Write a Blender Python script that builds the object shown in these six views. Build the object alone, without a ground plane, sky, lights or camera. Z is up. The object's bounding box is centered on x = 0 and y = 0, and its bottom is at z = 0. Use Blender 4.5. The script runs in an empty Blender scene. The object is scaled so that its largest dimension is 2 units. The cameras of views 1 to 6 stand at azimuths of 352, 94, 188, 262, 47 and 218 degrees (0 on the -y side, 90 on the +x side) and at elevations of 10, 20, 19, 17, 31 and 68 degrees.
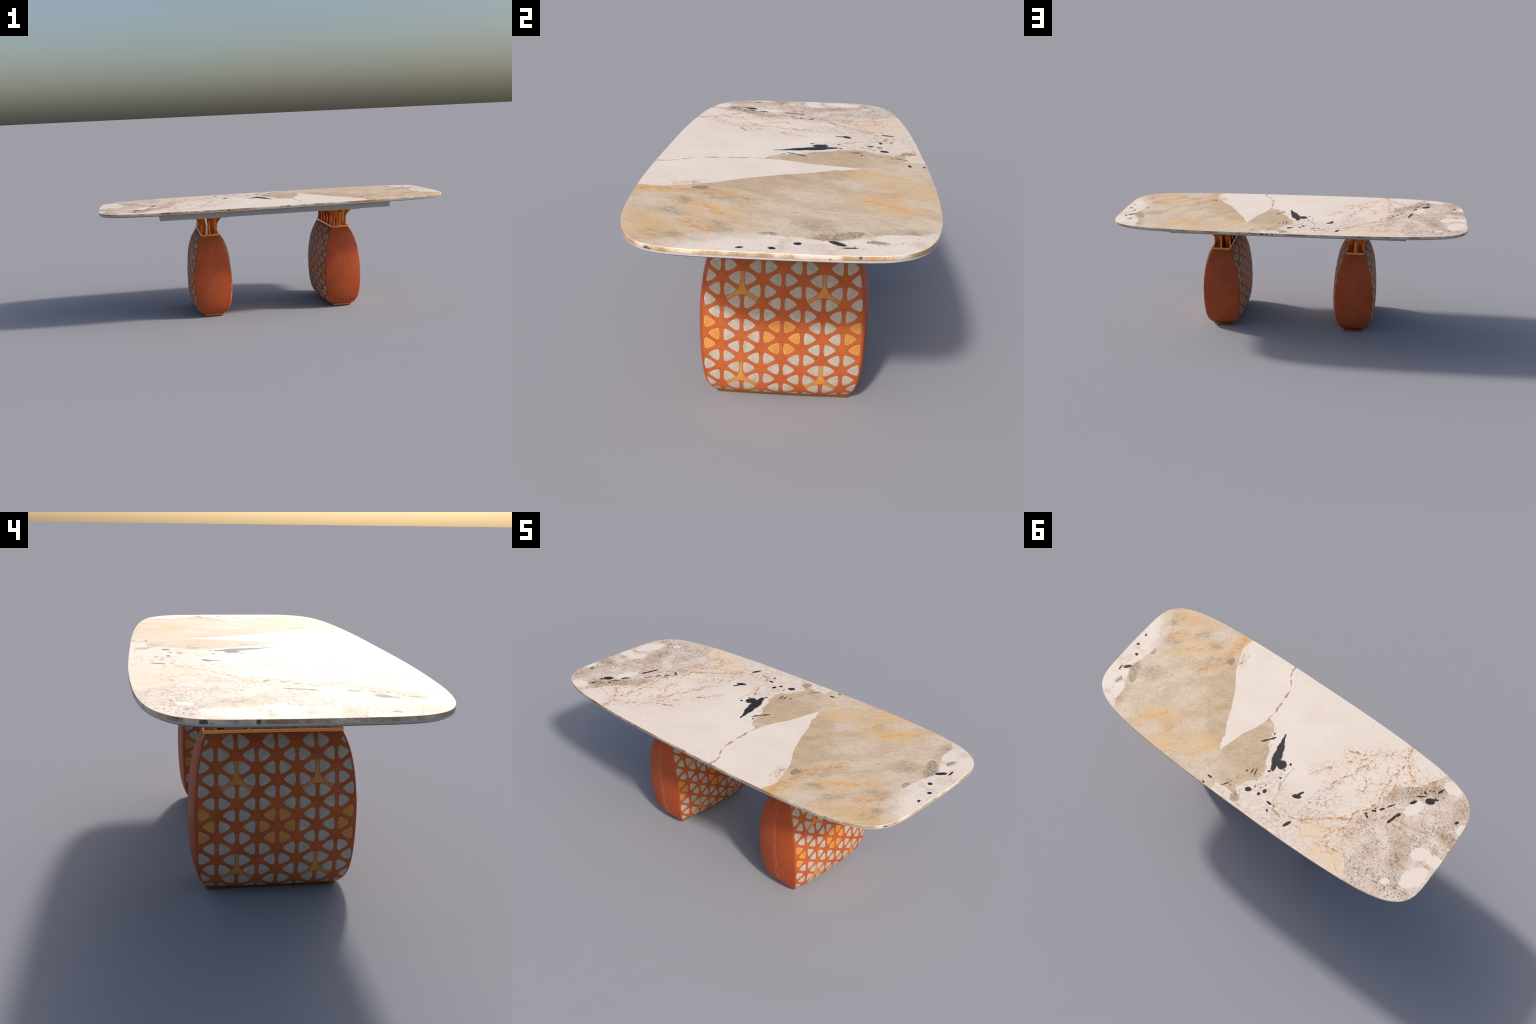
import bisect, bpy, bmesh, math, random
import numpy as np
from mathutils import Vector

random.seed(7)
RNG = np.random.default_rng(7)

# ------------------------------------------------------------------ helpers
def lin(r, g, b):
    f = lambda c: c / 12.92 if c <= 0.04045 else ((c + 0.055) / 1.055) ** 2.4
    return (f(r / 255), f(g / 255), f(b / 255), 1.0)


def smooth_curve(points):
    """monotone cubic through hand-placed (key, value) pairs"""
    p = np.array(sorted(points), float)
    x, y = p[:, 0], p[:, 1]
    h = np.diff(x)
    d = np.diff(y) / h
    m = np.zeros_like(x)
    for i in range(1, len(x) - 1):
        if d[i - 1] * d[i] > 0:
            w1, w2 = 2 * h[i] + h[i - 1], h[i] + 2 * h[i - 1]
            m[i] = (w1 + w2) / (w1 / d[i - 1] + w2 / d[i])
    m[0], m[-1] = d[0], d[-1]

    xl, yl, hl, ml = x.tolist(), y.tolist(), h.tolist(), m.tolist()

    def f(t):
        t = min(max(float(t), xl[0]), xl[-1])
        i = min(max(bisect.bisect_left(xl, t) - 1, 0), len(xl) - 2)
        s = (t - xl[i]) / hl[i]
        return ((1 + 2 * s) * (1 - s) ** 2 * yl[i] + s * (1 - s) ** 2 * hl[i] * ml[i]
                + s * s * (3 - 2 * s) * yl[i + 1] + s * s * (s - 1) * hl[i] * ml[i + 1])
    return f


def new_object(name, mesh, parent=None, location=(0, 0, 0), material=None):
    ob = bpy.data.objects.new(name, mesh)
    bpy.context.scene.collection.objects.link(ob)
    ob.location = location
    if parent is not None:
        ob.parent = parent
    if material is not None and not mesh.materials:
        mesh.materials.append(material)
    return ob


def make_mesh(name, verts, faces, smooth=True, angle=None):
    me = bpy.data.meshes.new(name)
    me.from_pydata([tuple(v) for v in verts], [], [tuple(f) for f in faces])
    me.validate()
    bm = bmesh.new()
    bm.from_mesh(me)
    bmesh.ops.recalc_face_normals(bm, faces=bm.faces)
    bm.to_mesh(me)
    bm.free()
    for p in me.polygons:
        p.use_smooth = smooth
    if smooth and angle:
        me.set_sharp_from_angle(angle=math.radians(angle))
    return me


def loft(name, loops, cap_first=True, cap_last=True, angle=35):
    n = len(loops[0])
    verts = [v for lp in loops for v in lp]
    faces = []
    for k in range(len(loops) - 1):
        for i in range(n):
            j = (i + 1) % n
            faces.append((k * n + i, k * n + j, (k + 1) * n + j, (k + 1) * n + i))
    if cap_first:
        faces.append(tuple(range(n))[::-1])
    if cap_last:
        faces.append(tuple((len(loops) - 1) * n + i for i in range(n)))
    me = make_mesh(name, verts, faces, True, angle)
    for p in me.polygons:
        if len(p.vertices) > 4:      # end caps are flat
            p.use_smooth = False
    return me


def rounded_rectangle(hx, hy, r, steps=6):
    pts = []
    for cx, cy, a0 in ((hx - r, hy - r, 0), (-hx + r, hy - r, 90), (-hx + r, -hy + r, 180), (hx - r, -hy + r, 270)):
        for k in range(steps + 1):
            a = math.radians(a0 + 90 * k / steps)
            pts.append((cx + r * math.cos(a), cy + r * math.sin(a)))
    return pts


# ------------------------------------------------------------------ shader graph helper
class Graph:
    """little expression builder for node trees; nodes are made in depth-first order"""

    def __init__(self, name):
        self.mat = bpy.data.materials.new(name)
        self.mat.use_nodes = True
        self.t = self.mat.node_tree
        self.bsdf = self.t.nodes["Principled BSDF"]
        self.coord = self.t.nodes.new("ShaderNodeTexCoord").outputs["Object"]

    def put(self, sock, val):
        if isinstance(val, bpy.types.NodeSocket):
            self.t.links.new(val, sock)
        else:
            sock.default_value = val

    def m(self, op, a, b=0.0, c=0.0, clamp=False):
        n = self.t.nodes.new("ShaderNodeMath")
        n.operation, n.use_clamp = op, clamp
        for s, v in zip(n.inputs, (a, b, c)):
            self.put(s, v)
        return n.outputs[0]

    def v(self, op, a, b=(0, 0, 0), c=(0, 0, 0)):
        n = self.t.nodes.new("ShaderNodeVectorMath")
        n.operation = op
        for s, val in zip(n.inputs, (a, b, c)):
            self.put(s, val)
        return n.outputs["Value"] if op in ("DOT_PRODUCT", "LENGTH", "DISTANCE") else n.outputs["Vector"]

    def xyz(self, v):
        n = self.t.nodes.new("ShaderNodeSeparateXYZ")
        self.put(n.inputs[0], v)
        return n.outputs

    def vec(self, x, y, z):
        n = self.t.nodes.new("ShaderNodeCombineXYZ")
        for s, val in zip(n.inputs, (x, y, z)):
            self.put(s, val)
        return n.outputs[0]

    def noise(self, v, scale, detail=3.0, rough=0.55, distort=0.0, color=False):
        n = self.t.nodes.new("ShaderNodeTexNoise")
        self.put(n.inputs["Vector"], v)
        n.inputs["Scale"].default_value = scale
        n.inputs["Detail"].default_value = detail
        n.inputs["Roughness"].default_value = rough
        n.inputs["Distortion"].default_value = distort
        return n.outputs["Color" if color else "Fac"]

    def voronoi(self, v, scale, feature="F1", rand=1.0):
        n = self.t.nodes.new("ShaderNodeTexVoronoi")
        n.feature = feature
        self.put(n.inputs["Vector"], v)
        n.inputs["Scale"].default_value = scale
        n.inputs["Randomness"].default_value = rand
        return n.outputs["Distance"]

    def step(self, val, lo, hi, a=0.0, b=1.0):
        """smooth step from a to b while val goes lo -> hi"""
        n = self.t.nodes.new("ShaderNodeMapRange")
        n.interpolation_type = "SMOOTHSTEP"
        self.put(n.inputs["Value"], val)
        n.inputs["From Min"].default_value, n.inputs["From Max"].default_value = lo, hi
        n.inputs["To Min"].default_value, n.inputs["To Max"].default_value = a, b
        return n.outputs["Result"]

    def mix(self, fac, a, b):
        n = self.t.nodes.new("ShaderNodeMix")
        n.data_type = "RGBA"
        ins = [s for s in n.inputs if s.enabled]
        self.put(ins[0], fac)
        self.put(ins[1], a)
        self.put(ins[2], b)
        return [o for o in n.outputs if o.enabled][0]

    def curve(self, val, pts, lo, hi, olo, ohi):
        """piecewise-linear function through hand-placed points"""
        t = self.m("MULTIPLY_ADD", val, 1 / (hi - lo), -lo / (hi - lo))
        n = self.t.nodes.new("ShaderNodeFloatCurve")
        self.put(n.inputs["Value"], t)
        c = n.mapping.curves[0]
        q = [((a - lo) / (hi - lo), (b - olo) / (ohi - olo)) for a, b in sorted(pts)]
        if q[0][0] > 0:
            q.insert(0, (0.0, q[0][1]))
        if q[-1][0] < 1:
            q.append((1.0, q[-1][1]))
        while len(c.points) < len(q):
            c.points.new(0.5, 0.5)
        for p, xy in zip(c.points, q):
            p.location = xy
            p.handle_type = "VECTOR"
        n.mapping.update()
        return self.m("MULTIPLY_ADD", n.outputs[0], ohi - olo, olo)

    def blob(self, p, cx, cy, rx, ry, deg):
        """elliptic radius: 1 on the rim of a rotated ellipse"""
        a = math.radians(deg)
        c, s = math.cos(a), math.sin(a)
        ux = self.v("DOT_PRODUCT", p, (c / rx, s / rx, -(c * cx + s * cy) / rx))
        uy = self.v("DOT_PRODUCT", p, (-s / ry, c / ry, (s * cx - c * cy) / ry))
        return self.m("ADD", self.m("MULTIPLY", ux, ux), self.m("MULTIPLY", uy, uy))

    def blobs(self, p, items):
        d = None
        for it in items:
            b = self.blob(p, *it)
            d = b if d is None else self.m("MINIMUM", d, b)
        return d

    def line(self, p, pts, d=None):
        """distance to a polyline"""
        for (x0, y0), (x1, y1) in zip(pts, pts[1:]):
            dx, dy = x1 - x0, y1 - y0
            q = dx * dx + dy * dy
            t = self.v("DOT_PRODUCT", p, (dx / q, dy / q, -(x0 * dx + y0 * dy) / q))
            t = self.m("MULTIPLY", t, 1.0, clamp=True)
            n = self.t.nodes.new("ShaderNodeVectorMath")
            n.operation = "SCALE"
            n.inputs[0].default_value = (dx, dy, 0)
            self.put(n.inputs["Scale"], t)
            c = self.v("ADD", n.outputs[0], (x0, y0, 1))
            e = self.v("DISTANCE", c, p)
            d = e if d is None else self.m("MINIMUM", d, e)
        return d

    def bump(self, height, strength, distance):
        n = self.t.nodes.new("ShaderNodeBump")
        n.inputs["Strength"].default_value = strength
        n.inputs["Distance"].default_value = distance
        self.put(n.inputs["Height"], height)
        self.put(self.bsdf.inputs["Normal"], n.outputs[0])

    def finish(self, color=None, rough=0.5, metal=0.0, spec=0.5):
        if color is not None:
            self.put(self.bsdf.inputs["Base Color"], color)
        self.put(self.bsdf.inputs["Roughness"], rough)
        self.bsdf.inputs["Metallic"].default_value = metal
        self.bsdf.inputs["Specular IOR Level"].default_value = spec
        return self.mat


# ------------------------------------------------------------------ materials
def leather(name, base, dark, rough=0.5, cloud=14, grain=900):
    g = Graph(name)
    n = g.noise(g.coord, cloud, 4, 0.6)
    f = g.noise(g.coord, 260, 3, 0.6)
    t = g.m("ADD", g.m("MULTIPLY", n, 0.7), g.m("MULTIPLY", f, 0.3))
    col = g.mix(g.step(t, 0.36, 0.64), dark, base)
    g.bump(g.noise(g.coord, grain, 2, 0.6), 0.12, 0.001)
    return g.finish(col, rough, 0, 0.22)


MAT_LEATHER = leather("orange_leather", lin(176, 81, 43), lin(164, 73, 37))
MAT_STAR = leather("orange_suede", lin(184, 94, 48), lin(168, 82, 40), 0.7)
MAT_YELLOW = leather("honey_leather", lin(202, 138, 73), lin(190, 124, 60), 0.5, 40)
MAT_PETAL = leather("grey_felt", lin(183, 170, 157), lin(166, 153, 141), 0.85, 60, 700)


def plain(name, col, rough, metal=0.0, spec=0.5, wobble=0.04):
    g = Graph(name)
    n = g.noise(g.coord, 35, 3, 0.6)
    dark = tuple(c * (1 - 2 * wobble) for c in col[:3]) + (1,)
    return g.finish(g.mix(g.step(n, 0.35, 0.65), dark, col), rough, metal, spec)


MAT_SEAM = plain("seam_backing", lin(126, 106, 94), 0.8)
MAT_THREAD = plain("pale_thread", lin(236, 190, 120), 0.7)
MAT_SEAM_THREAD = plain("tan_thread", lin(214, 150, 92), 0.7)
MAT_THREAD_DARK = plain("brown_thread", lin(128, 74, 30), 0.7)
MAT_THREAD_RED = plain("rust_thread", lin(120, 52, 26), 0.7)
MAT_BRASS = plain("brushed_brass", lin(220, 144, 78), 0.16, 1.0, 0.5, 0.03)
MAT_GREY = plain("grey_lacquer", lin(178, 178, 178), 0.45)


def marble_top():
    g = Graph("veined_stone")
    o = g.xyz(g.coord)
    flat = g.vec(o[0], o[1], 1.0)
    # ragged copies of the position
    w1 = g.v("MULTIPLY_ADD", g.noise(flat, 9, 3, 0.6, color=True), (0.06, 0.06, 0), (-0.03, -0.03, 0))
    w2 = g.v("MULTIPLY_ADD", g.noise(flat, 34, 5, 0.7, color=True), (0.03, 0.03, 0), (-0.015, -0.015, 0))
    w3 = g.v("MULTIPLY_ADD", g.noise(flat, 130, 2, 0.6, color=True), (0.008, 0.008, 0), (-0.004, -0.004, 0))
    fine = g.v("ADD", flat, w3)
    ragged = g.v("ADD", fine, w2)
    loose = g.v("ADD", ragged, w1)
    # feathery grain runs at about 50 degrees
    ga = g.v("DOT_PRODUCT", flat, (0.64, 0.77, 0))
    gb = g.v("DOT_PRODUCT", flat, (-0.77, 0.64, 0))
    grain = g.vec(g.m("MULTIPLY", ga, 0.5), gb, 0.0)
    grain2 = g.vec(g.m("MULTIPLY_ADD", ga, 0.62, 3.1), gb, 1.7)
    fs = g.xyz(fine)
    rs = g.xyz(ragged)
    rough_d = g.m("MULTIPLY_ADD", g.noise(flat, 26, 4, 0.7), 1.6, -0.8)      # makes ellipse rims irregular
    rough_s = g.m("MULTIPLY_ADD", g.noise(flat, 85, 3, 0.65), 1.2, -0.6)

    CREAM = lin(233, 219, 204)
    col = g.mix(g.step(g.noise(flat, 5, 4, 0.6), 0.35, 0.65), lin(230, 214, 199), lin(235, 221, 207))
    col = g.mix(g.step(g.noise(grain2, 70, 4, 0.7), 0.58, 0.8, 0, 0.35), col, lin(220, 200, 184))

    # --- mottled band along the back edge
    strip = g.m("SUBTRACT", rs[1], g.curve(rs[0], [(-0.6, 0.05), (-0.5, 0.13), (-0.3, 0.20), (-0.14, 0.14), (-0.1, 0.1), (0.1, 0.34)], -1, 1, -0.5, 0.5))
    mott = g.mix(g.step(g.noise(grain, 60, 5, 0.75), 0.40, 0.62), lin(212, 190, 170), lin(233, 217, 204))
    mott = g.mix(g.step(g.noise(flat, 130, 3, 0.7), 0.58, 0.72, 0, 0.6), mott, lin(170, 146, 122))
    col = g.mix(g.step(strip, -0.03, 0.04, 0, 0.7), col, mott)

    # --- honey tinted cells near the left third
    hon = g.m("ADD", rough_d, g.blobs(loose, [(-0.575, 0.335, 0.06, 0.085, 38), (-0.42, 0.26, 0.1, 0.05, 37), (-0.48, 0.35, 0.07, 0.04, 30)]))
    col = g.mix(g.step(hon, 0.1, 1.5, 0.75, 0), col, lin(230, 203, 168))

    # --- tan sandstone field with its wedge
    tan = g.mix(g.step(g.noise(grain, 17, 6, 0.7), 0.36, 0.64), lin(196, 170, 139), lin(223, 205, 184))
    tan = g.mix(g.step(g.noise(grain2, 5, 4, 0.6), 0.42, 0.68, 0, 0.6), tan, lin(225, 209, 189))
    browner = g.blobs(loose, [(0.37, -0.02, 0.15, 0.11, 110), (0.08, 0.13, 0.15, 0.2, 60), (0.42, -0.12, 0.09, 0.1, 0), (0.30, 0.12, 0.07, 0.12, 20)])
    tan = g.mix(g.step(g.m("ADD", browner, rough_d), -0.3, 1.8, 0.75, 0), tan, g.mix(g.step(g.noise(grain, 28, 5, 0.75), 0.38, 0.62), lin(176, 146, 111), lin(204, 177, 144)))
    dabs = g.noise(grain, 95, 5, 0.78)
    tan = g.mix(g.step(dabs, 0.48, 0.70, 0, 0.5), tan, lin(160, 132, 102))
    tan = g.mix(g.step(g.noise(grain2, 38, 6, 0.8), 0.50, 0.68, 0, 0.5), tan, lin(176, 149, 118))
    tan = g.mix(g.step(g.noise(grain, 64, 6, 0.8), 0.50, 0.74, 0, 0.5), tan, lin(234, 222, 206))
    # yellow wash and orange streaks
    wash = g.m("ADD", rough_d, g.blobs(loose, [(0.61, 0.26, 0.13, 0.06, 44), (0.50, 0.36, 0.14, 0.06, 60), (0.70, -0.18, 0.17, 0.055, 42), (0.84, -0.29, 0.14, 0.06, 25), (0.52, -0.37, 0.08, 0.045, 70), (0.33, 0.26, 0.12, 0.06, 50)]))
    washn = g.m("MULTIPLY", g.step(wash, -0.2, 1.9, 0.92, 0), g.step(g.noise(grain, 30, 5, 0.7), 0.36, 0.6, 0.15, 1))
    tan = g.mix(washn, tan, lin(226, 184, 124))
    grey = g.m("ADD", rough_d, g.blobs(loose, [(0.893, -0.255, 0.06, 0.035, 62), (0.724, -0.268, 0.06, 0.028, 49), (0.565, -0.185, 0.1, 0.03, 46), (0.788, 0.08, 0.07, 0.045, 49), (0.835, 0.28, 0.085, 0.028, 100), (0.875, 0.12, 0.04, 0.06, 30), (0.83, -0.13, 0.06, 0.04, 40), (0.62, -0.26, 0.06, 0.03, 40)]))
    greyn = g.m("MULTIPLY", g.step(grey, -0.3, 1.6, 0.85, 0), g.step(g.noise(grain2, 62, 5, 0.75), 0.40, 0.60, 0.15, 1))
    tan = g.mix(greyn, tan, lin(150, 134, 116))
    hot = g.m("ADD", rough_d, g.blobs(loose, [(0.829, -0.189, 0.06, 0.026, 49), (0.70, -0.165, 0.1, 0.014, 41), (0.56, -0.125, 0.07, 0.017, 37), (0.609, 0.262, 0.08, 0.018, 44), (0.494, 0.259, 0.055, 0.01, 65), (0.29, 0.147, 0.045, 0.008, 59), (0.525, -0.37, 0.06, 0.025, 72), (0.52, -0.25, 0.05, 0.035, 100), (0.54, -0.2, 0.05, 0.02, 50), (0.51, -0.31, 0.03, 0.03, 0)]))
    hotn = g.m("MULTIPLY", g.step(hot, -0.2, 2.2, 0.95, 0), g.step(g.noise(grain, 70, 4, 0.75), 0.40, 0.60))
    tan = g.mix(hotn, tan, g.mix(g.step(g.noise(grain2, 40, 3, 0.6), 0.4, 0.6), lin(214, 140, 60), lin(226, 172, 98)))
    tan = g.mix(0.22, tan, lin(192, 158, 118))
    pits = g.m("MULTIPLY", g.step(g.voronoi(fine, 75), 0.10, 0.2, 1, 0), g.step(g.noise(flat, 14, 2), 0.5, 0.62))
    tan = g.mix(g.m("MULTIPLY", pits, 0.6), tan, lin(110, 92, 76))

    ftan = g.curve(fs[1], [(-0.396, 0.486), (-0.33, 0.503), (-0.275, 0.478), (-0.198, 0.446), (-0.111, 0.38), (-0.003, 0.323), (0.065, 0.296), (0.138, 0.25), (0.15, 0.257), (0.208, 0.228), (0.213, -0.03)], -0.45, 0.45, -1.1, 1.1)
    hedge = g.curve(rs[1], [(-0.084, 0.134), (-0.076, 0.1), (-0.058, 0.078), (-0.023, 0.067), (0.037, 0.045), (0.07, 0.012), (0.115, 0.003), (0.147, -0.03), (0.191, -0.03), (0.223, -0.03), (0.261, 0.008), (0.324, 0.036), (0.344, 0.0), (0.36, -0.025), (0.385, -0.015), (0.395, 0.02)], -0.45, 0.45, -1.1, 1.1)
    gedge = g.curve(fs[1], [(-0.082, 0.131), (-0.076, 0.134), (0.001, 0.155), (0.063, 0.186), (0.167, 0.214), (0.21, 0.227), (0.215, 0.9)], -0.45, 0.45, -1.1, 1.1)
    in_field = g.step(g.m("SUBTRACT", fs[0], ftan), -0.0015, 0.0015)
    in_wedge = g.m("MINIMUM", g.m("SUBTRACT", rs[0], hedge), g.m("SUBTRACT", gedge, fs[0]))
    in_wedge = g.m("MULTIPLY", g.step(in_wedge, -0.0015, 0.0015), g.step(fs[1], -0.085, -0.08))
    lowcut = g.m("MULTIPLY", g.step(rs[1], 0.352, 0.358), g.m("MULTIPLY", g.step(rs[0], 0.135, 0.128), g.step(rs[0], 0.018, 0.024)))
    lower = g.m("MULTIPLY", g.step(fs[1], 0.21, 0.212), g.step(g.m("SUBTRACT", rs[0], hedge), -0.0015, 0.0015))
    in_field = g.m("MULTIPLY", in_field, g.step(fs[1], 0.2125, 0.2105))
    field = g.m("MAXIMUM", g.m("MAXIMUM", in_field, in_wedge), lower)
    field = g.m("MULTIPLY", field, g.m("SUBTRACT", 1.0, lowcut))
    # cream end strip on the right
    eedge = g.curve(rs[1], [(-0.41, 1.02), (-0.291, 0.995), (-0.231, 0.965), (-0.164, 0.925), (-0.097, 0.88), (-0.04, 0.872), (0.002, 0.881), (0.071, 0.898), (0.127, 0.91), (0.188, 0.881), (0.241, 0.848), (0.313, 0.843), (0.355, 0.817)], -0.45, 0.45, -1.1, 1.1)
    ed = g.m("SUBTRACT", rs[0], eedge)
    soft = g.step(g.m("ADD", ed, g.m("MULTIPLY_ADD", g.noise(flat, 25, 5, 0.75), 0.16, -0.08)), -0.06, 0.06)
    hard = g.step(ed, -0.003, 0.003)
    pick = g.step(rs[1], -0.1, 0.0)
    endm = g.m("ADD", g.m("MULTIPLY", hard, pick), g.m("MULTIPLY", soft, g.m("SUBTRACT", 1.0, pick)))
    field = g.m("MULTIPLY", field, g.m("SUBTRACT", 1.0, g.m("MULTIPLY", endm, 0.96)))
    col = g.mix(field, col, tan)
    # small tan islands in the end strip and at the wedge foot
    isl = g.m("ADD", rough_s, g.blobs(ragged, [(0.907, 0.221, 0.024, 0.014, 82), (0.885, 0.112, 0.034, 0.022, 90), (0.005, 0.368, 0.028, 0.02, 120), (0.872, -0.023, 0.024, 0.009, 85), (0.86, 0.16, 0.02, 0.04, 20)]))
    col = g.mix(g.step(isl, 0.7, 1.2, 0.95, 0), col, g.mix(g.step(g.noise(flat, 90, 3, 0.6), 0.35, 0.6), lin(136, 118, 100), lin(186, 166, 142)))

    # --- speckled granite on the left end
    sedge = g.curve(rs[1], [(-0.41, -0.83), (-0.36, -0.779), (-0.241, -0.704), (-0.184, -0.634), (-0.145, -0.598), (-0.041, -0.588), (0.042, -0.548), (0.101, -0.524), (0.166, -0.541), (0.213, -0.542), (0.266, -0.573), (0.305, -0.622), (0.378, -0.664)], -0.45, 0.45, -1.1, 1.1)
    speck = g.step(g.m("SUBTRACT", sedge, rs[0]), -0.003, 0.003)
    gr = g.mix(g.step(g.noise(flat, 14, 6, 0.72), 0.38, 0.62), lin(213, 193, 175), lin(231, 214, 199))
    gr = g.mix(g.step(g.noise(fine, 55, 6, 0.82), 0.48, 0.64, 0, 0.7), gr, lin(188, 162, 137))
    gr = g.mix(g.step(g.noise(fine, 42, 5, 0.8), 0.54, 0.68, 0, 0.7), gr, lin(238, 224, 212))
    shade = g.m("ADD", rough_d, g.blobs(loose, [(-0.72, -0.225, 0.15, 0.045, 40), (-0.604, -0.13, 0.05, 0.035, 90), (-0.94, -0.26, 0.06, 0.06, 0), (-0.95, -0.09, 0.06, 0.04, 0), (-0.82, 0.14, 0.05, 0.12, 20)]))
    gr = g.mix(g.m("MULTIPLY", g.step(shade, -0.4, 1.7, 0.95, 0), g.step(g.noise(fine, 48, 5, 0.8), 0.36, 0.62, 0.15, 1)), gr, lin(168, 142, 114))
    rust = g.m("MULTIPLY", g.step(g.noise(loose, 20, 4, 0.7), 0.55, 0.68), g.step(g.noise(flat, 120, 3, 0.7), 0.42, 0.62))
    gr = g.mix(g.m("MULTIPLY", rust, 0.6), gr, lin(200, 150, 104))
    dband = g.blobs(loose, [(-0.70, 0.25, 0.065, 0.17, 20), (-0.74, -0.225, 0.16, 0.05, 45), (-0.88, 0.0, 0.09, 0.12, 20), (-0.86, 0.29, 0.09, 0.1, 60), (-0.79, 0.12, 0.03, 0.12, 25), (-0.93, -0.12, 0.07, 0.06, 0)])
    dens = g.m("ADD", g.m("MULTIPLY_ADD", g.noise(flat, 13, 4, 0.7), 1.3, -0.15), g.step(g.m("ADD", dband, rough_d), -0.2, 1.9, 0.12, -0.14))
    grains = g.m("MULTIPLY", g.step(g.noise(fine, 125, 3, 0.6), 0.545, 0.60), g.step(g.m("ADD", dens, g.m("MULTIPLY_ADD", g.noise(flat, 75, 1, 0.5), 1.0, -0.5)), 0.46, 0.62))
    gr = g.mix(g.m("MULTIPLY", grains, 0.88), gr, lin(86, 74, 67))
    grain_fine = g.m("MULTIPLY", g.step(g.noise(fine, 230, 2, 0.6), 0.57, 0.65), g.step(dens, 0.36, 0.62, 0.25, 0.75))
    gr = g.mix(grain_fine, gr, lin(116, 98, 86))
    gweb = g.m("MULTIPLY", g.step(g.voronoi(loose, 9, "DISTANCE_TO_EDGE"), 0.0, 0.05, 1, 0), g.step(g.noise(fine, 52, 5, 0.8), 0.44, 0.56))
    gr = g.mix(g.m("MULTIPLY", gweb, 0.75), gr, lin(176, 130, 84))
    clots = g.m("MULTIPLY", g.step(g.noise(ragged, 42, 3, 0.6), 0.60, 0.64), g.step(dens, 0.45, 0.65))
    gr = g.mix(g.m("MULTIPLY", clots, 0.75), gr, lin(72, 62, 56))
    clean = g.m("ADD", g.m("ADD", rough_s, g.m("MULTIPLY", rough_d, 0.8)), g.blobs(ragged, [(-0.742, -0.125, 0.06, 0.03, 66), (-0.897, 0.054, 0.05, 0.033, 47), (-0.936, 0.171, 0.075, 0.045, 62), (-0.974, 0.044, 0.042, 0.034, 16), (-0.84, -0.335, 0.05, 0.04, 16), (-0.834, 0.268, 0.022, 0.016, 39), (-0.985, -0.17, 0.03, 0.02, 77)]))
    gr = g.mix(g.step(clean, 0.85, 1.1, 1, 0), gr, CREAM)
    col = g.mix(speck, col, gr)

    # --- veins
    browns = g.line(ragged, [(0.213, -0.42), (0.191, -0.345), (0.162, -0.312), (0.143, -0.272), (0.138, -0.222), (0.132, -0.173), (0.131, -0.13), (0.133, -0.08)])
    thick = g.step(g.noise(flat, 22, 2, 0.6), 0.40, 0.62, 0.0006, 0.0056)
    col = g.mix(g.step(g.m("SUBTRACT", browns, thick), -0.001, 0.0012, 0.9, 0), col, lin(164, 126, 88))
    grey_v = g.line(ragged, [(-0.13, 0.165), (-0.157, 0.226), (-0.161, 0.271), (-0.193, 0.303), (-0.24, 0.315), (-0.287, 0.279), (-0.342, 0.261), (-0.377, 0.219), (-0.443, 0.168), (-0.509, 0.126)])
    grey_v = g.line(ragged, [(-0.137, 0.069), (-0.132, 0.114), (-0.137, 0.175)], grey_v)
    grey_v = g.line(ragged, [(-0.184, 0.301), (-0.206, 0.349)], grey_v)
    thin = g.step(g.noise(flat, 40, 3, 0.6), 0.42, 0.70, 0.0, 0.006)
    col = g.mix(g.step(g.m("SUBTRACT", grey_v, thin), -0.001, 0.002, 0.85, 0), col, lin(164, 136, 106))

    orange = g.line(ragged, [(-0.553, -0.392), (-0.569, -0.324), (-0.577, -0.289), (-0.567, -0.207), (-0.565, -0.123), (-0.58, -0.038), (-0.56, 0.018), (-0.519, 0.073), (-0.522, 0.118), (-0.532, 0.158), (-0.477, 0.239), (-0.471, 0.282)])
    orange = g.line(ragged, [(-0.572, -0.319), (-0.651, -0.246), (-0.698, -0.24), (-0.75, -0.305), (-0.784, -0.363)], orange)
    orange = g.line(ragged, [(-0.332, 0.03), (-0.364, -0.04), (-0.396, -0.089), (-0.402, -0.135), (-0.422, -0.18), (-0.435, -0.248)], orange)
    orange = g.line(ragged, [(-0.308, -0.181), (-0.405, -0.225), (-0.454, -0.263), (-0.528, -0.318), (-0.565, -0.33)], orange)
    orange = g.line(ragged, [(-0.43, -0.18), (-0.435, -0.14), (-0.485, -0.079), (-0.485, -0.038)], orange)
    orange = g.line(ragged, [(-0.323, 0.261), (-0.395, 0.207), (-0.462, 0.148), (-0.513, 0.117)], orange)
    orange = g.line(ragged, [(-0.577, -0.214), (-0.598, -0.172), (-0.63, -0.092)], orange)
    orange = g.line(ragged, [(-0.226, 0.02), (-0.286, -0.055)], orange)
    orange = g.line(ragged, [(-0.331, -0.118), (-0.413, -0.214)], orange)
    orange = g.line(ragged, [(-0.471, 0.282), (-0.512, 0.297), (-0.581, 0.283)], orange)
    orange = g.line(ragged, [(0.51, -0.326), (0.529, -0.256), (0.512, -0.203), (0.466, -0.229), (0.449, -0.26), (0.467, -0.288)], orange)
    orange = g.line(ragged, [(0.517, -0.199), (0.549, -0.157), (0.576, -0.108), (0.624, -0.086)], orange)
    vn = g.noise(flat, 28, 4, 0.7)
    wide = g.step(vn, 0.38, 0.70, -0.0025, 0.0075)
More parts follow.
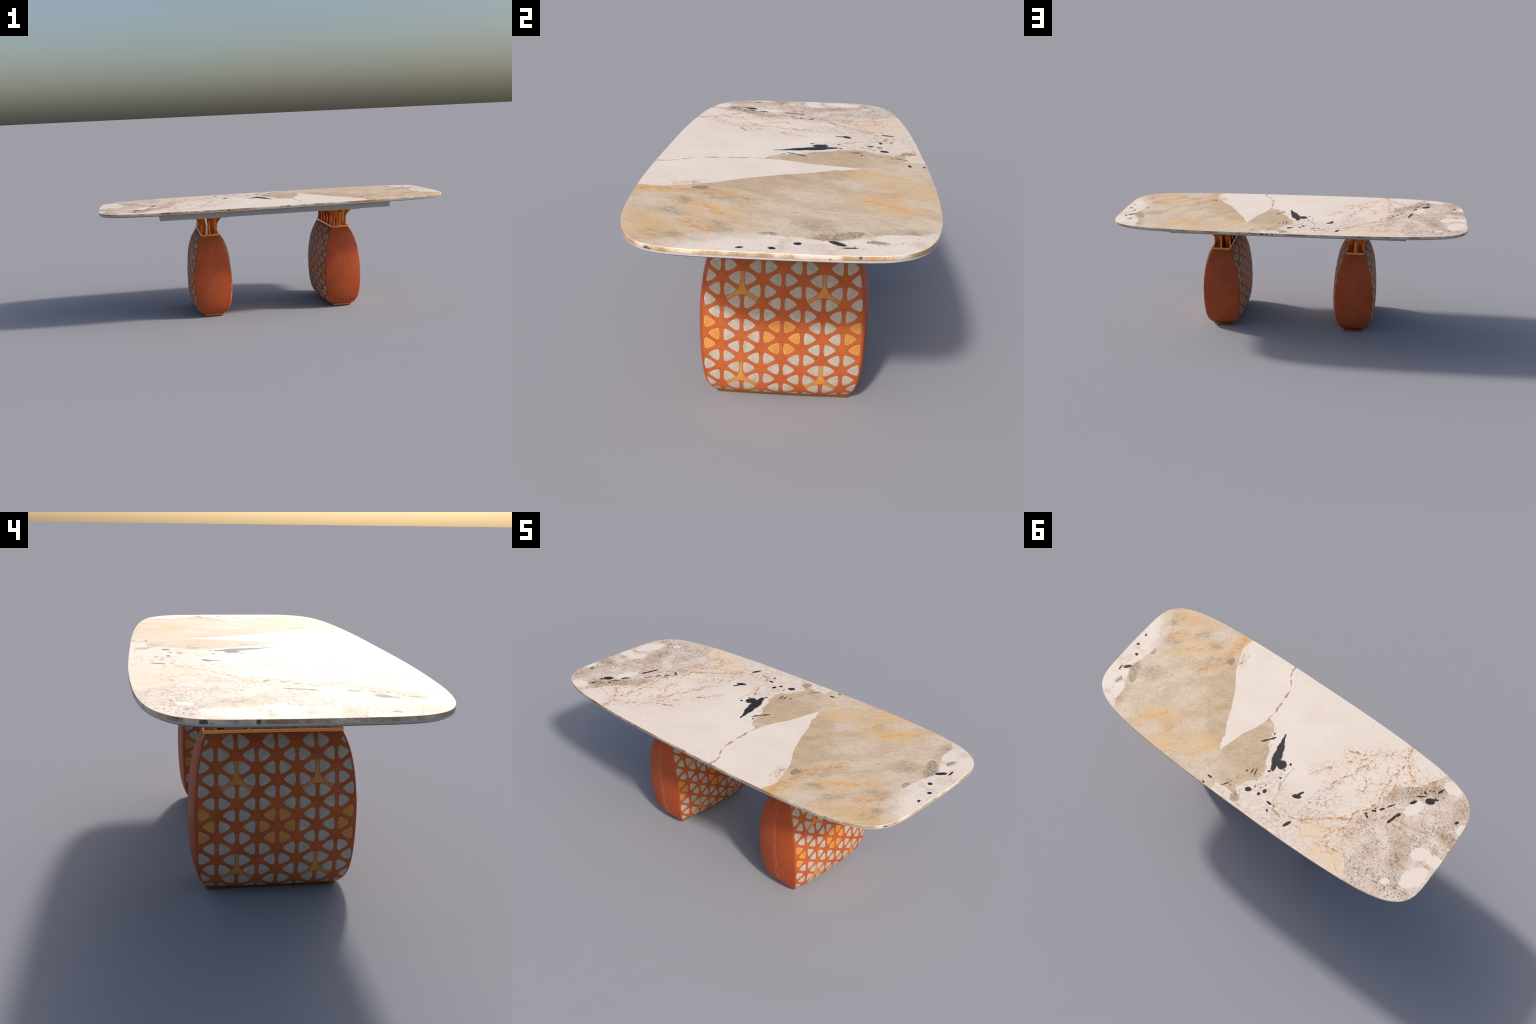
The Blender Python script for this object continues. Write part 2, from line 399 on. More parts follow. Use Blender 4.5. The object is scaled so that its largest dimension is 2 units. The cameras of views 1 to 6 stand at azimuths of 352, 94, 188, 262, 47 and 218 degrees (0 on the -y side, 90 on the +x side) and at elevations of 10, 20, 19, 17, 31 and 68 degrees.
    vm = g.step(g.m("SUBTRACT", orange, wide), -0.002, 0.0036, 0.92, 0)
    vcol = g.mix(g.step(g.noise(flat, 62, 4, 0.7), 0.42, 0.58), lin(214, 150, 80), lin(152, 114, 78))
    col = g.mix(vm, col, vcol)
    # network of hair cracks that surrounds the main veins
    web = g.step(g.voronoi(ragged, 19, "DISTANCE_TO_EDGE"), 0.0, 0.05, 1, 0)
    zone = g.blobs(loose, [(-0.46, -0.16, 0.13, 0.13, 0), (-0.5, 0.2, 0.1, 0.14, 0), (-0.62, -0.26, 0.12, 0.09, 40), (-0.30, 0.28, 0.16, 0.08, 40), (-0.57, -0.05, 0.06, 0.2, 0)])
    near_v = g.m("MAXIMUM", g.step(orange, 0.0, 0.06, 1, 0), g.step(zone, 0.3, 1.5, 0.95, 0))
    halo = g.m("MULTIPLY", g.m("MULTIPLY", near_v, web), g.step(g.noise(flat, 40, 3, 0.65), 0.42, 0.6))
    col = g.mix(g.m("MULTIPLY", halo, 0.9), col, vcol)
    spill = g.m("MULTIPLY", g.step(orange, 0.0, 0.06, 0.9, 0), g.step(g.noise(fine, 62, 5, 0.8), 0.50, 0.62))
    col = g.mix(spill, col, lin(204, 162, 120))
    web2 = g.step(g.voronoi(loose, 13, "DISTANCE_TO_EDGE"), 0.0, 0.03, 1, 0)
    band = g.m("MULTIPLY", g.step(strip, -0.02, 0.05), g.m("SUBTRACT", 1.0, g.m("MAXIMUM", field, speck)))
    web2 = g.m("MULTIPLY", g.m("MULTIPLY", web2, band), g.step(g.noise(flat, 24, 4, 0.7), 0.46, 0.6))
    col = g.mix(g.m("MULTIPLY", web2, 0.8), col, lin(176, 140, 104))
    bspot = g.m("MULTIPLY", g.step(g.noise(fine, 115, 3, 0.6), 0.60, 0.66), g.m("MULTIPLY", band, g.step(g.noise(flat, 12, 3), 0.48, 0.62)))
    col = g.mix(g.m("MULTIPLY", bspot, 0.7), col, lin(120, 98, 80))
    # tiny brown flecks in the pale right end and around its dots
    fleck = g.m("MULTIPLY", g.step(g.noise(fine, 105, 3, 0.6), 0.60, 0.66), g.m("MULTIPLY", endm, g.step(g.noise(flat, 16, 3), 0.46, 0.6)))
    col = g.mix(g.m("MULTIPLY", fleck, 0.65), col, lin(140, 116, 96))
    smudge = g.m("MULTIPLY", g.step(g.noise(ragged, 14, 5, 0.75), 0.50, 0.66), endm)
    col = g.mix(g.m("MULTIPLY", smudge, 0.6), col, lin(200, 178, 156))
    hair = g.line(ragged, [(0.311, -0.285), (0.288, -0.345), (0.235, -0.402)])
    hair = g.line(ragged, [(0.205, -0.407), (0.156, -0.353), (0.134, -0.306)], hair)
    hair = g.line(fine, [(-0.315, -0.403), (-0.326, -0.355), (-0.357, -0.327), (-0.401, -0.313), (-0.452, -0.335)], hair)
    hair = g.line(fine, [(-0.048, 0.002), (-0.089, -0.046)], hair)
    hair = g.line(fine, [(-0.164, -0.228), (-0.189, -0.225)], hair)
    hair = g.line(fine, [(-0.017, -0.269), (-0.052, -0.285)], hair)
    col = g.mix(g.step(hair, 0.0, 0.0026, 0.5, 0), col, lin(222, 176, 132))
    # brushed grey streaks behind the small dark blade
    brush = g.m("ADD", rough_d, g.blobs(loose, [(-0.36, 0.13, 0.13, 0.06, 50), (-0.33, 0.06, 0.09, 0.02, 60)]))
    bm_ = g.m("MULTIPLY", g.step(brush, 0.0, 1.5, 0.85, 0), g.step(g.noise(g.v("ADD", grain, w3), 100, 5, 0.75), 0.50, 0.60))
    col = g.mix(bm_, col, lin(150, 130, 110))
    # knot of smoky quartz beside the orange loop
    col = g.mix(g.step(g.m("ADD", g.m("ADD", rough_s, rough_d), g.blob(loose, 0.495, -0.235, 0.026, 0.02, 60)), 0.5, 1.2, 0.9, 0), col, lin(146, 128, 110))

    # --- black crystals
    edge_c = g.m("MULTIPLY", rough_s, 0.55)
    crystals = g.blobs(fine, [(0.003, -0.046, 0.02, 0.005, 112), (-0.008, -0.012, 0.034, 0.010, 114), (-0.020, 0.022, 0.04, 0.020, 110), (-0.034, 0.068, 0.052, 0.0245, 106), (-0.049, 0.115, 0.032, 0.014, 108),
                              (-0.078, 0.087, 0.027, 0.025, 78), (-0.112, 0.058, 0.0085, 0.006, 110), (-0.106, 0.102, 0.006, 0.0036, 60)])
    crystals = g.m("MINIMUM", crystals, g.blobs(fine, [(0.072, 0.029, 0.024, 0.0055, 54), (0.047, -0.004, 0.021, 0.005, 59), (0.056, -0.03, 0.009, 0.004, 100), (-0.116, 0.148, 0.0065, 0.006, 0), (-0.023, 0.293, 0.018, 0.0125, 38), (-0.08, 0.28, 0.0103, 0.008, 61), (-0.095, 0.252, 0.0122, 0.0095, 99), (-0.151, 0.288, 0.015, 0.007, 0), (-0.166, 0.325, 0.0086, 0.005, 144)]))
    crystals = g.m("MINIMUM", crystals, g.blobs(fine, [(-0.24, 0.177, 0.024, 0.012, 28), (-0.246, 0.154, 0.02, 0.0065, 63), (-0.287, 0.322, 0.026, 0.0085, 67), (0.021, 0.205, 0.019, 0.003, 99), (0.004, 0.197, 0.0245, 0.003, 102), (0.044, 0.217, 0.007, 0.004, 0), (0.086, 0.339, 0.024, 0.0036, 55), (-0.068, 0.249, 0.006, 0.003, 81), (-0.042, 0.26, 0.008, 0.003, 104), (-0.048, 0.152, 0.009, 0.006, 40), (0.174, 0.355, 0.014, 0.005, 0), (0.182, 0.398, 0.008, 0.005, 0)]))
    crystals = g.m("MINIMUM", crystals, g.blobs(fine, [(0.971, -0.075, 0.0092, 0.006, 103), (0.968, -0.007, 0.0086, 0.008, 0), (0.933, 0.046, 0.0094, 0.0088, 0), (0.922, 0.132, 0.024, 0.010, 50), (0.948, 0.158, 0.018, 0.004, 95), (-0.784, -0.202, 0.025, 0.017, 29), (-0.802, -0.225, 0.015, 0.006, 37), (-0.72, -0.148, 0.021, 0.008, 59), (-0.687, -0.019, 0.0245, 0.0078, 78), (-0.697, -0.047, 0.016, 0.008, 60), (-0.68, 0.007, 0.0124, 0.007, 76)]))
    crystals = g.m("MINIMUM", crystals, g.blobs(fine, [(-0.59, 0.006, 0.012, 0.0065, 24), (-0.617, -0.026, 0.0166, 0.0055, 57), (-0.642, -0.066, 0.0247, 0.004, 58), (-0.949, -0.187, 0.0125, 0.007, 61), (-0.577, 0.051, 0.0134, 0.0045, 153), (-0.566, 0.041, 0.008, 0.0036, 40), (-0.798, -0.28, 0.019, 0.0054, 69), (-0.739, -0.227, 0.009, 0.006, 150), (-0.734, -0.197, 0.027, 0.004, 36)]))
    black = g.step(g.m("ADD", crystals, edge_c), 0.75, 1.2, 1, 0)
    # loose grains of the same mineral around the wedge foot
    near = g.blobs(loose, [(-0.06, 0.25, 0.09, 0.07, 40), (0.03, 0.33, 0.1, 0.03, 140), (0.05, 0.0, 0.05, 0.03, 110), (-0.6, 0.06, 0.06, 0.09, 0), (0.91, 0.17, 0.05, 0.05, 0), (-0.75, -0.25, 0.12, 0.04, 45)])
    chips = g.m("MULTIPLY", g.step(g.voronoi(ragged, 62), 0.17, 0.23, 1, 0), g.step(near, 0.5, 1.2, 1, 0))
    chips = g.m("MULTIPLY", chips, g.step(g.noise(flat, 45, 1), 0.47, 0.52))
    black = g.m("MAXIMUM", black, chips)
    inner = g.mix(g.step(g.noise(flat, 60, 3), 0.35, 0.7), lin(20, 20, 22), lin(40, 38, 38))
    col = g.mix(black, col, inner)
    return g.finish(col, ROUGH_STONE, 0, SPEC_STONE)


ROUGH_STONE, SPEC_STONE = 0.6, 0.5


def marble_edge():
    g = Graph("stone_edge")
    p = g.v("MULTIPLY", g.coord, (1, 1, 0.9))
    a = g.noise(p, 7, 4, 0.6)
    col = g.mix(g.step(a, 0.4, 0.58), lin(160, 130, 96), lin(218, 200, 180))
    col = g.mix(g.step(g.noise(p, 30, 4, 0.7), 0.5, 0.62, 0, 0.75), col, lin(190, 136, 78))
    col = g.mix(g.step(g.noise(p, 60, 3, 0.7), 0.56, 0.7, 0, 0.5), col, lin(140, 112, 84))
    col = g.mix(g.step(g.noise(p, 19, 2, 0.5), 0.645, 0.67, 0, 0.9), col, lin(62, 52, 46))
    return g.finish(col, ROUGH_STONE, 0, SPEC_STONE)


MAT_TOP = marble_top()
MAT_EDGE = marble_edge()

# ------------------------------------------------------------------ the thing
table = bpy.data.objects.new("dining_table", None)
bpy.context.scene.collection.objects.link(table)
table["label"] = "long veined stone dining table on two orange leather pedestals"
table["category"] = "dining table"

# ------------------------------------------------------------------ table top
TOP_Z, SLAB, HALF_W = 0.6437, 0.011, 0.407
QUAD = [(1.0, 0.0), (0.9985, 0.1), (0.995, 0.19), (0.985, 0.247), (0.962, 0.290), (0.93, 0.3195), (0.888, 0.342),
        (0.82, 0.3635), (0.72, 0.381), (0.6, 0.392), (0.45, 0.401), (0.3, 0.4055), (0.15, 0.407), (0.0, 0.407)]


def outline():
    q = [Vector((x, y, 0)) for x, y in QUAD]
    ring = q[:-1]
    ring += [Vector((-p.x, p.y, 0)) for p in q[:0:-1]]
    ring += [Vector((-p.x, -p.y, 0)) for p in q[:-1]]
    ring += [Vector((p.x, -p.y, 0)) for p in q[:0:-1]]
    n, out = len(ring), []
    for i in range(n):
        p0, p1, p2, p3 = (ring[(i + k - 1) % n] for k in range(4))
        t = [0.0]
        for a, b in ((p0, p1), (p1, p2), (p2, p3)):
            t.append(t[-1] + (b - a).length ** 0.5)
        for k in range(6):
            u = t[1] + (t[2] - t[1]) * k / 6
            a1 = p0.lerp(p1, (u - t[0]) / (t[1] - t[0]))
            a2 = p1.lerp(p2, (u - t[1]) / (t[2] - t[1]))
            a3 = p2.lerp(p3, (u - t[2]) / (t[3] - t[2]))
            b1 = a1.lerp(a2, (u - t[0]) / (t[2] - t[0]))
            b2 = a2.lerp(a3, (u - t[1]) / (t[3] - t[1]))
            out.append(b1.lerp(b2, (u - t[1]) / (t[2] - t[1])))
    return out


RIM = outline()
n = len(RIM)
NORMALS = []
for i in range(n):
    d = RIM[(i + 1) % n] - RIM[i - 1]
    NORMALS.append(Vector((d.y, -d.x, 0)).normalized())


def ring_at(inset, z):
    return [(p.x - inset * q.x, p.y - inset * q.y, z) for p, q in zip(RIM, NORMALS)]


bot = TOP_Z - SLAB
slab = loft("stone_slab", [ring_at(0.02, bot), ring_at(0.0006, bot), ring_at(0, bot + 0.0006), ring_at(0, TOP_Z - 0.0009), ring_at(0.0003, TOP_Z - 0.0003), ring_at(0.001, TOP_Z)], True, True, 50)
slab.materials.append(MAT_TOP)
slab.materials.append(MAT_EDGE)
for poly in slab.polygons:
    if abs(poly.normal.z) < 0.35:
        poly.material_index = 1
new_object("stone_slab", slab, table)

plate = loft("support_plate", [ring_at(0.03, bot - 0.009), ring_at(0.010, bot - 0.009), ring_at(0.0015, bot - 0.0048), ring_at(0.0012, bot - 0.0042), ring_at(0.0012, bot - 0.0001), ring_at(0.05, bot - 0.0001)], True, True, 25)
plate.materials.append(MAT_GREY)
plate.materials.append(plain("grey_lacquer_painted_shade", lin(132, 126, 126), 0.5))  # darker copy of the grey: shade under the rim painted into the bevel's colour
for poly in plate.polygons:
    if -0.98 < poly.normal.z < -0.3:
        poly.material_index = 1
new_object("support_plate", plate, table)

APRON_Z, APRON_X, APRON_Y = 0.583, 0.662, 0.274
rr = rounded_rectangle(APRON_X, APRON_Y, 0.003, 3)
ri = rounded_rectangle(APRON_X - 0.001, APRON_Y - 0.001, 0.002, 3)
apron = loft("apron", [[(x, y, APRON_Z) for x, y in ri], [(x, y, APRON_Z + 0.001) for x, y in rr], [(x, y, bot - 0.0085) for x, y in rr]], True, True, 35)
new_object("apron", apron, table, material=MAT_GREY)

# ------------------------------------------------------------------ pedestal body shape
Z0, Z1 = 0.0120, 0.470
edge_x = smooth_curve([(0.0120, 0.056), (0.016, 0.0645), (0.028, 0.0760), (0.042, 0.0850), (0.077, 0.0965), (0.115, 0.1022), (0.16, 0.1055), (0.22, 0.1060), (0.268, 0.1038), (0.353, 0.0930), (0.415, 0.0755), (0.45, 0.0605), (0.47, 0.0500)])
edge_y = smooth_curve([(0.0120, 0.1870), (0.018, 0.1950), (0.027, 0.2015), (0.048, 0.2120), (0.087, 0.2200), (0.13, 0.2240), (0.2, 0.2268), (0.25, 0.2272), (0.27, 0.2268), (0.32, 0.2235), (0.36, 0.2195), (0.40, 0.2130), (0.42, 0.2085), (0.45, 0.1995), (0.47, 0.1920)])
bulge_x = smooth_curve([(0.0120, 0.006), (0.025, 0.0150), (0.05, 0.0190), (0.09, 0.0195), (0.18, 0.0185), (0.28, 0.0165), (0.36, 0.0175), (0.42, 0.0190), (0.45, 0.0145), (0.47, 0.004)])
bulge_y = smooth_curve([(0.0120, 0.001), (0.03, 0.006), (0.06, 0.010), (0.12, 0.0128), (0.22, 0.0135), (0.33, 0.0132), (0.42, 0.0105), (0.45, 0.007), (0.47, 0.002)])


def face_point(y, z, lift=0.0):
    """point on the mosaic face (local x > 0) for pattern coordinates y, z"""
    def raw(yy, zz):
        b = edge_y(zz)
        return float(edge_x(zz) + bulge_x(zz) * (1 - abs(yy / b) ** 3.3))
    x = raw(y, z)
    e = 0.0015
    za, zb = max(z - e, Z0), min(z + e, Z1)
    dz = (raw(y, zb) - raw(y, za)) / (zb - za)
    dy = (raw(y + e, z) - raw(y - e, z)) / (2 * e)
    nx = Vector((1, -dy, -dz)).normalized()
    return Vector((x, y, z)) + nx * lift


ZS = np.concatenate([np.linspace(Z0, 0.03, 10)[:-1], np.linspace(0.03, 0.42, 56)[:-1], np.linspace(0.42, Z1, 14)])
BACK = 0.0013


def core_mesh():
    loops = []
    for z in ZS:
        b, lp = float(edge_y(z)) - 0.002, []
        for s in (1, -1):
            for t in np.linspace(-1, 1, 25):
                p = face_point(b * t, z, -BACK)
                lp.append((s * p.x, s * p.y, z))
        loops.append(lp)
    return loft("pedestal", loops, True, True, 40)


def end_panel_mesh(sign):
    us = [-1 - 0.0001] + list(np.linspace(-1, -0.9, 7)[:-1]) + list(np.linspace(-0.9, -0.04, 16)[:-1]) + [-0.04, -0.022, -0.012, 0, 0.012, 0.022, 0.04] + list(np.linspace(0.04, 0.9, 16)[1:]) + list(np.linspace(0.9, 1, 7)[1:]) + [1.0001]
    verts, faces = [], []
    for z in ZS:
        ex, ey, by = float(edge_x(z)), float(edge_y(z)), float(bulge_y(z))
        for u in us:
            if abs(u) > 1:
                verts.append(((ex - 0.004) * np.sign(u), sign * (ey - 0.003), z))
                continue
            y = ey + 0.004 + by * (1 - abs(u) ** 2.2)
            w = max(0, (abs(u) - 0.93) / 0.07)
            y -= 0.004 * (1 - math.sqrt(max(0, 1 - w * w)))
            y -= 0.0006 * math.exp(-((u * ex) / 0.0010) ** 2)
            y += 0.0002 * math.exp(-((abs(u * ex) - 0.0035) / 0.002) ** 2)
            verts.append((ex * u, sign * y, z))
    m = len(us)
    for k in range(len(ZS) - 1):
        for i in range(m - 1):
            faces.append((k * m + i, k * m + i + 1, (k + 1) * m + i + 1, (k + 1) * m + i))
    for k in (0, len(ZS) - 1):
        faces.append(tuple(k * m + i for i in range(m)))
    return make_mesh("end_panel", verts, faces, True, 40)


# ------------------------------------------------------------------ mosaic pattern: overlapping circles on a triangular lattice
DY, DZ = 0.0569, 0.0668          # column spacing, row spacing
AR = DZ / (DY * 2 / math.sqrt(3))  # vertical stretch of the regular lattice
A = DY * 2 / math.sqrt(3)
R = 0.793 * A
GAP = 0.00040
STAR_Z = 0.4037 - R * AR           # star of the middle column whose arm tops out at z = 0.4037


def pattern_sites():
    for c in range(-5, 6):
        for k in range(-3, 8):
            z = STAR_Z - k * DZ - (0.5 * DZ if c % 2 else 0)
            yield c, k, c * DY, z


def star_patch():
    """flat three-armed star: grids over three 120 degree sectors, (y, z) about its centre"""
    ro, ri_ = R + GAP, R - GAP
    h0 = (A - ro) * 0.5
    hs = [0.0, h0 * 0.5, h0] + [h0 + (ri_ - h0) * (k / 10) for k in range(1, 11)]
    lat = np.linspace(-1, 1, 9)
    verts, faces = [], []
    for s in range(3):
        a = math.radians(90 + 120 * s)
        base = len(verts)
        for j, h in enumerate(hs):
            for t in lat:
                if h <= h0 + 1e-9:
                    w = h * math.tan(math.radians(60))
                else:
                    w = 0.8660254 * A - math.sqrt(max(0, ro * ro - (h - 0.5 * A) ** 2))
                l = w * t
                hh = h
                if h > h0:
                    f = ((h - h0) / (ri_ - h0)) ** 3
                    hh = h + f * (math.sqrt(ri_ * ri_ - l * l) - ri_)
                verts.append((hh * math.cos(a) - l * math.sin(a), hh * math.sin(a) + l * math.cos(a)))
        for j in range(len(hs) - 1):
            for i in range(8):
                faces.append((base + j * 9 + i, base + j * 9 + i + 1, base + (j + 1) * 9 + i + 1, base + (j + 1) * 9 + i))
    return verts, faces


def petal_rim(r, corner=0.0016, steps=14):
    """rounded three-sided petal = overlap of three circles, about the triangle's centroid (right-pointing triangle)"""
    c = A / math.sqrt(3)
    cents = [(c * math.cos(math.radians(a)), c * math.sin(math.radians(a))) for a in (0, 120, 240)]
    pts = []
    rr_ = r - corner
    for ang in np.linspace(0, 2 * math.pi, 3 * steps, endpoint=False):
        d = (math.cos(ang), math.sin(ang))
        # distance along ray to each circle, smallest wins
        best = 9
        for cx, cy in cents:
            b = d[0] * cx + d[1] * cy
            q = b * b - (cx * cx + cy * cy - rr_ * rr_)
            best = min(best, b + math.sqrt(q))
        pts.append((best * d[0], best * d[1]))
    if corner:
        m = len(pts)
        out = []
        for i in range(m):
            dx, dy = pts[(i + 1) % m][0] - pts[i - 1][0], pts[(i + 1) % m][1] - pts[i - 1][1]
            l = math.hypot(dx, dy)
            out.append((pts[i][0] + corner * dy / l, pts[i][1] - corner * dx / l))
        pts = out
    return pts


def petal_patch(flip):
    rim = petal_rim(R - GAP, 0.0003, 16)
    verts, faces = [(0.0, 0.0)], []
    m = len(rim)
    for f in (0.35, 0.7, 0.92, 1.0):
        verts += [(f * x, f * y) for x, y in rim]
    if flip:
        verts = [(-x, y) for x, y in verts]
    for i in range(m):
        j = (i + 1) % m
        faces.append((0, 1 + i, 1 + j))
        for k in range(3):
            faces.append((1 + k * m + i, 1 + (k + 1) * m + i, 1 + (k + 1) * m + j, 1 + k * m + j))
    return verts, faces


STAR = star_patch()
PETALS = {False: petal_patch(False), True: petal_patch(True)}


def inlay(name, patch, cy, cz, side, lift):
    """clip a flat patch to the face, wrap it on the curved surface and give it thickness"""
    verts, faces = patch
    bm = bmesh.new()
    bv = []
    for y, z in verts:
        zz = cz + z * AR
        zc = min(max(zz, Z0), Z1)
        bv.append(bm.verts.new(((cy + y) / (float(edge_y(zc)) - 0.0004), zz, 0)))
    for f in faces:
        if len({tuple(bv[i].co) for i in f}) >= 3:
            try:
                bm.faces.new([bv[i] for i in f])
            except ValueError:
                pass
    bmesh.ops.remove_doubles(bm, verts=bm.verts, dist=1e-6)
    bmesh.ops.dissolve_degenerate(bm, edges=bm.edges, dist=1e-6)
    for co, no in (((1, 0, 0), (1, 0, 0)), ((-1, 0, 0), (-1, 0, 0)), ((0, Z1 - 0.0005, 0), (0, 1, 0)), ((0, Z0 + 0.0003, 0), (0, -1, 0))):
        bmesh.ops.bisect_plane(bm, geom=list(bm.verts) + list(bm.edges) + list(bm.faces), plane_co=co, plane_no=no, clear_outer=True)
    if sum(f.calc_area() for f in bm.faces) < 2e-4:
        bm.free()
        return None
    rim = [e for e in bm.edges if len(e.link_faces) == 1]
    rimv = {v for e in rim for v in e.verts}
    flat = {v: (v.co.x * (float(edge_y(min(max(v.co.y, Z0), Z1))) - 0.0004), v.co.y) for v in bm.verts}
    low = {}
    for v, (y, z) in flat.items():
        v.co = face_point(y, z, lift - (0.00025 if v in rimv else 0))
    for v in rimv:
        y, z = flat[v]
        low[v] = bm.verts.new(face_point(y, z, -BACK - 0.0006))
    for e in rim:
        a, b = e.verts
        try:
            bm.faces.new((a, b, low[b], low[a]))
        except ValueError:
            pass
    if side < 0:
        for v in bm.verts:
            v.co.x = -v.co.x
    bmesh.ops.recalc_face_normals(bm, faces=bm.faces)
    top = max(bm.faces, key=lambda f: f.calc_area())
    me = bpy.data.meshes.new(name)
    bm.to_mesh(me)
    bm.free()
    # make sure shells point outwards
    s = sum(p.normal.x * p.area for p in me.polygons if abs(p.normal.x) > 0.3)
    if s * side < 0:
        me.flip_normals()
    for p in me.polygons:
        p.use_smooth = True
    me.set_sharp_from_angle(angle=math.radians(40))
    return me


def thread_bits(bits, width, height):
    """row of little rounded stitches: each bit is (start, end, normal)"""
    verts, faces = [], []
    for a, b, nrm in bits:
        d = (b - a)
        l = d.length
        d.normalize()
        s = nrm.cross(d).normalized() * width / 2
        base = len(verts)
        for f, k in ((0, 0.0), (0.2, 1.0), (0.8, 1.0), (1, 0.0)):
            c = a + d * l * f
            wk = 0.55 + 0.45 * k
            verts += [c - s * wk - nrm * 0.0004, c - s * 0.6 * wk + nrm * height * k, c + s * 0.6 * wk + nrm * height * k, c + s * wk - nrm * 0.0004]
        for k in range(3):
            for i in range(3):
                p = base + k * 4 + i
                faces.append((p, p + 1, p + 5, p + 4))
    return verts, faces


def surface_normal(y, z):
    return (face_point(y, z, 1.0) - face_point(y, z, 0.0)).normalized()


def path_stitches(path, period, length, inset_scale=1.0):
    """dashes along a closed flat (y, z) path"""
    pts = [Vector((y, z, 0)) for y, z in path]
    pts.append(pts[0])
    seg = [(b - a).length for a, b in zip(pts, pts[1:])]
    total = sum(seg)
    m = max(1, round(total / period))
    cum = np.concatenate([[0], np.cumsum(seg)])

    def at(s):
        s = s % total
        i = min(int(np.searchsorted(cum, s, "right")) - 1, len(seg) - 1)
        return pts[i].lerp(pts[i + 1], (s - cum[i]) / max(seg[i], 1e-9))
    return [(at(total * k / m), at(total * k / m + length)) for k in range(m)]


def star_outline(inset):
    ro, ri_ = R + GAP + inset, R - GAP - inset
    h0 = (A - ro) * 0.5
    out = []
    for s in range(3):
        a = math.radians(90 + 120 * s)
        right, left = [], []
        for k in range(13):
            h = h0 + (ri_ - 0.0006 - h0) * k / 12
            w = 0.8660254 * A - math.sqrt(max(0, ro * ro - (h - 0.5 * A) ** 2))
            right.append((h, -w))
            left.append((h, w))
        for h, l in right + left[::-1]:
            out.append((h * math.cos(a) - l * math.sin(a), h * math.sin(a) + l * math.cos(a)))
    return out


YELLOW_STARS = {(-2, 0), (2, 0), (-2, 4), (2, 4)}
FLOWERS = [(-4, 2), (0, 2), (4, 2)]


def face_parts(side):
    """stars, petals and stitches of one mosaic face, as (mesh, kind) lists"""
    stars, petals = [], []
    pale, dark = [], []
    centres = {(c, k): (y, z) for c, k, y, z in pattern_sites()}
    flower_mid = [centres[f] for f in FLOWERS]
    for (c, k), (y, z) in centres.items():
        gold = (c, k) in YELLOW_STARS
        me = inlay("star_inlay", STAR, y, z, side, 0.0004 if gold else 0.0)
        if me:
            me.materials.append(MAT_YELLOW if gold else MAT_STAR)
            stars.append(me)
            if gold:
                for p, q in path_stitches([(u, v * AR) for u, v in star_outline(0.0015)], 0.0031, 0.0016):
                    ya, za, yb, zb = y + p.x, z + p.y, y + q.x, z + q.y
                    dark.append((face_point(ya, za, 0.0005), face_point(yb, zb, 0.0005), surface_normal(ya, za)))
        # the two petals to the right of this star: triangles (S, above, right-up) and (S, right-up, right-down)
        for flip, py, pz in ((True, y + A / math.sqrt(3) * 0.5, z + 0.5 * DZ), (False, y + A / math.sqrt(3), z)):
            me = inlay("petal_inlay", PETALS[not flip], py, pz, side, -0.0002)
            if not me:
                continue
            gold = any(math.hypot(py - fy, (pz - fz) / AR) < 0.62 * A for fy, fz in flower_mid)
            me.materials.append(MAT_YELLOW if gold else MAT_PETAL)
            petals.append((me, gold))
            if gold:
                rim = petal_rim(R - GAP - 0.0019, 0.0018, 14)
                rim = [((-u if not flip else u), v * AR) for u, v in rim]
                for p, q in path_stitches(rim, 0.0030, 0.0017):
                    ya, za, yb, zb = py + p.x, pz + p.y, py + q.x, pz + q.y
                    lim = float(edge_y(za)) - 0.002
                    if abs(ya) < lim and abs(yb) < lim:
                        pale.append((face_point(ya, za, -0.0002), face_point(yb, zb, -0.0002), surface_normal(ya, za)))
    out = []
    for bits, mat in ((pale, MAT_THREAD), (dark, MAT_THREAD_DARK)):
        v, f = thread_bits(bits, 0.0012, 0.0007)
        v = [Vector((side * p.x, p.y, p.z)) for p in v]
        me = make_mesh("stitching", v, f, True, 60)
        me.materials.append(mat)
        out.append(me)
    return stars, petals, out


def join_meshes(name, meshes):
    verts, faces, mats, idx = [], [], [], []
    for me in meshes:
        o = len(verts)
        mat = me.materials[0]
        if mat not in mats:
            mats.append(mat)
        verts += [v.co.copy() for v in me.vertices]
        for p in me.polygons:
            faces.append(tuple(o + i for i in p.vertices))
            idx.append(mats.index(mat))
    me = bpy.data.meshes.new(name)
    me.from_pydata(verts, [], faces)
    for m_ in mats:
        me.materials.append(m_)
    for p, i in zip(me.polygons, idx):
        p.material_index = i
        p.use_smooth = True
    me.set_sharp_from_angle(angle=math.radians(40))
    return me


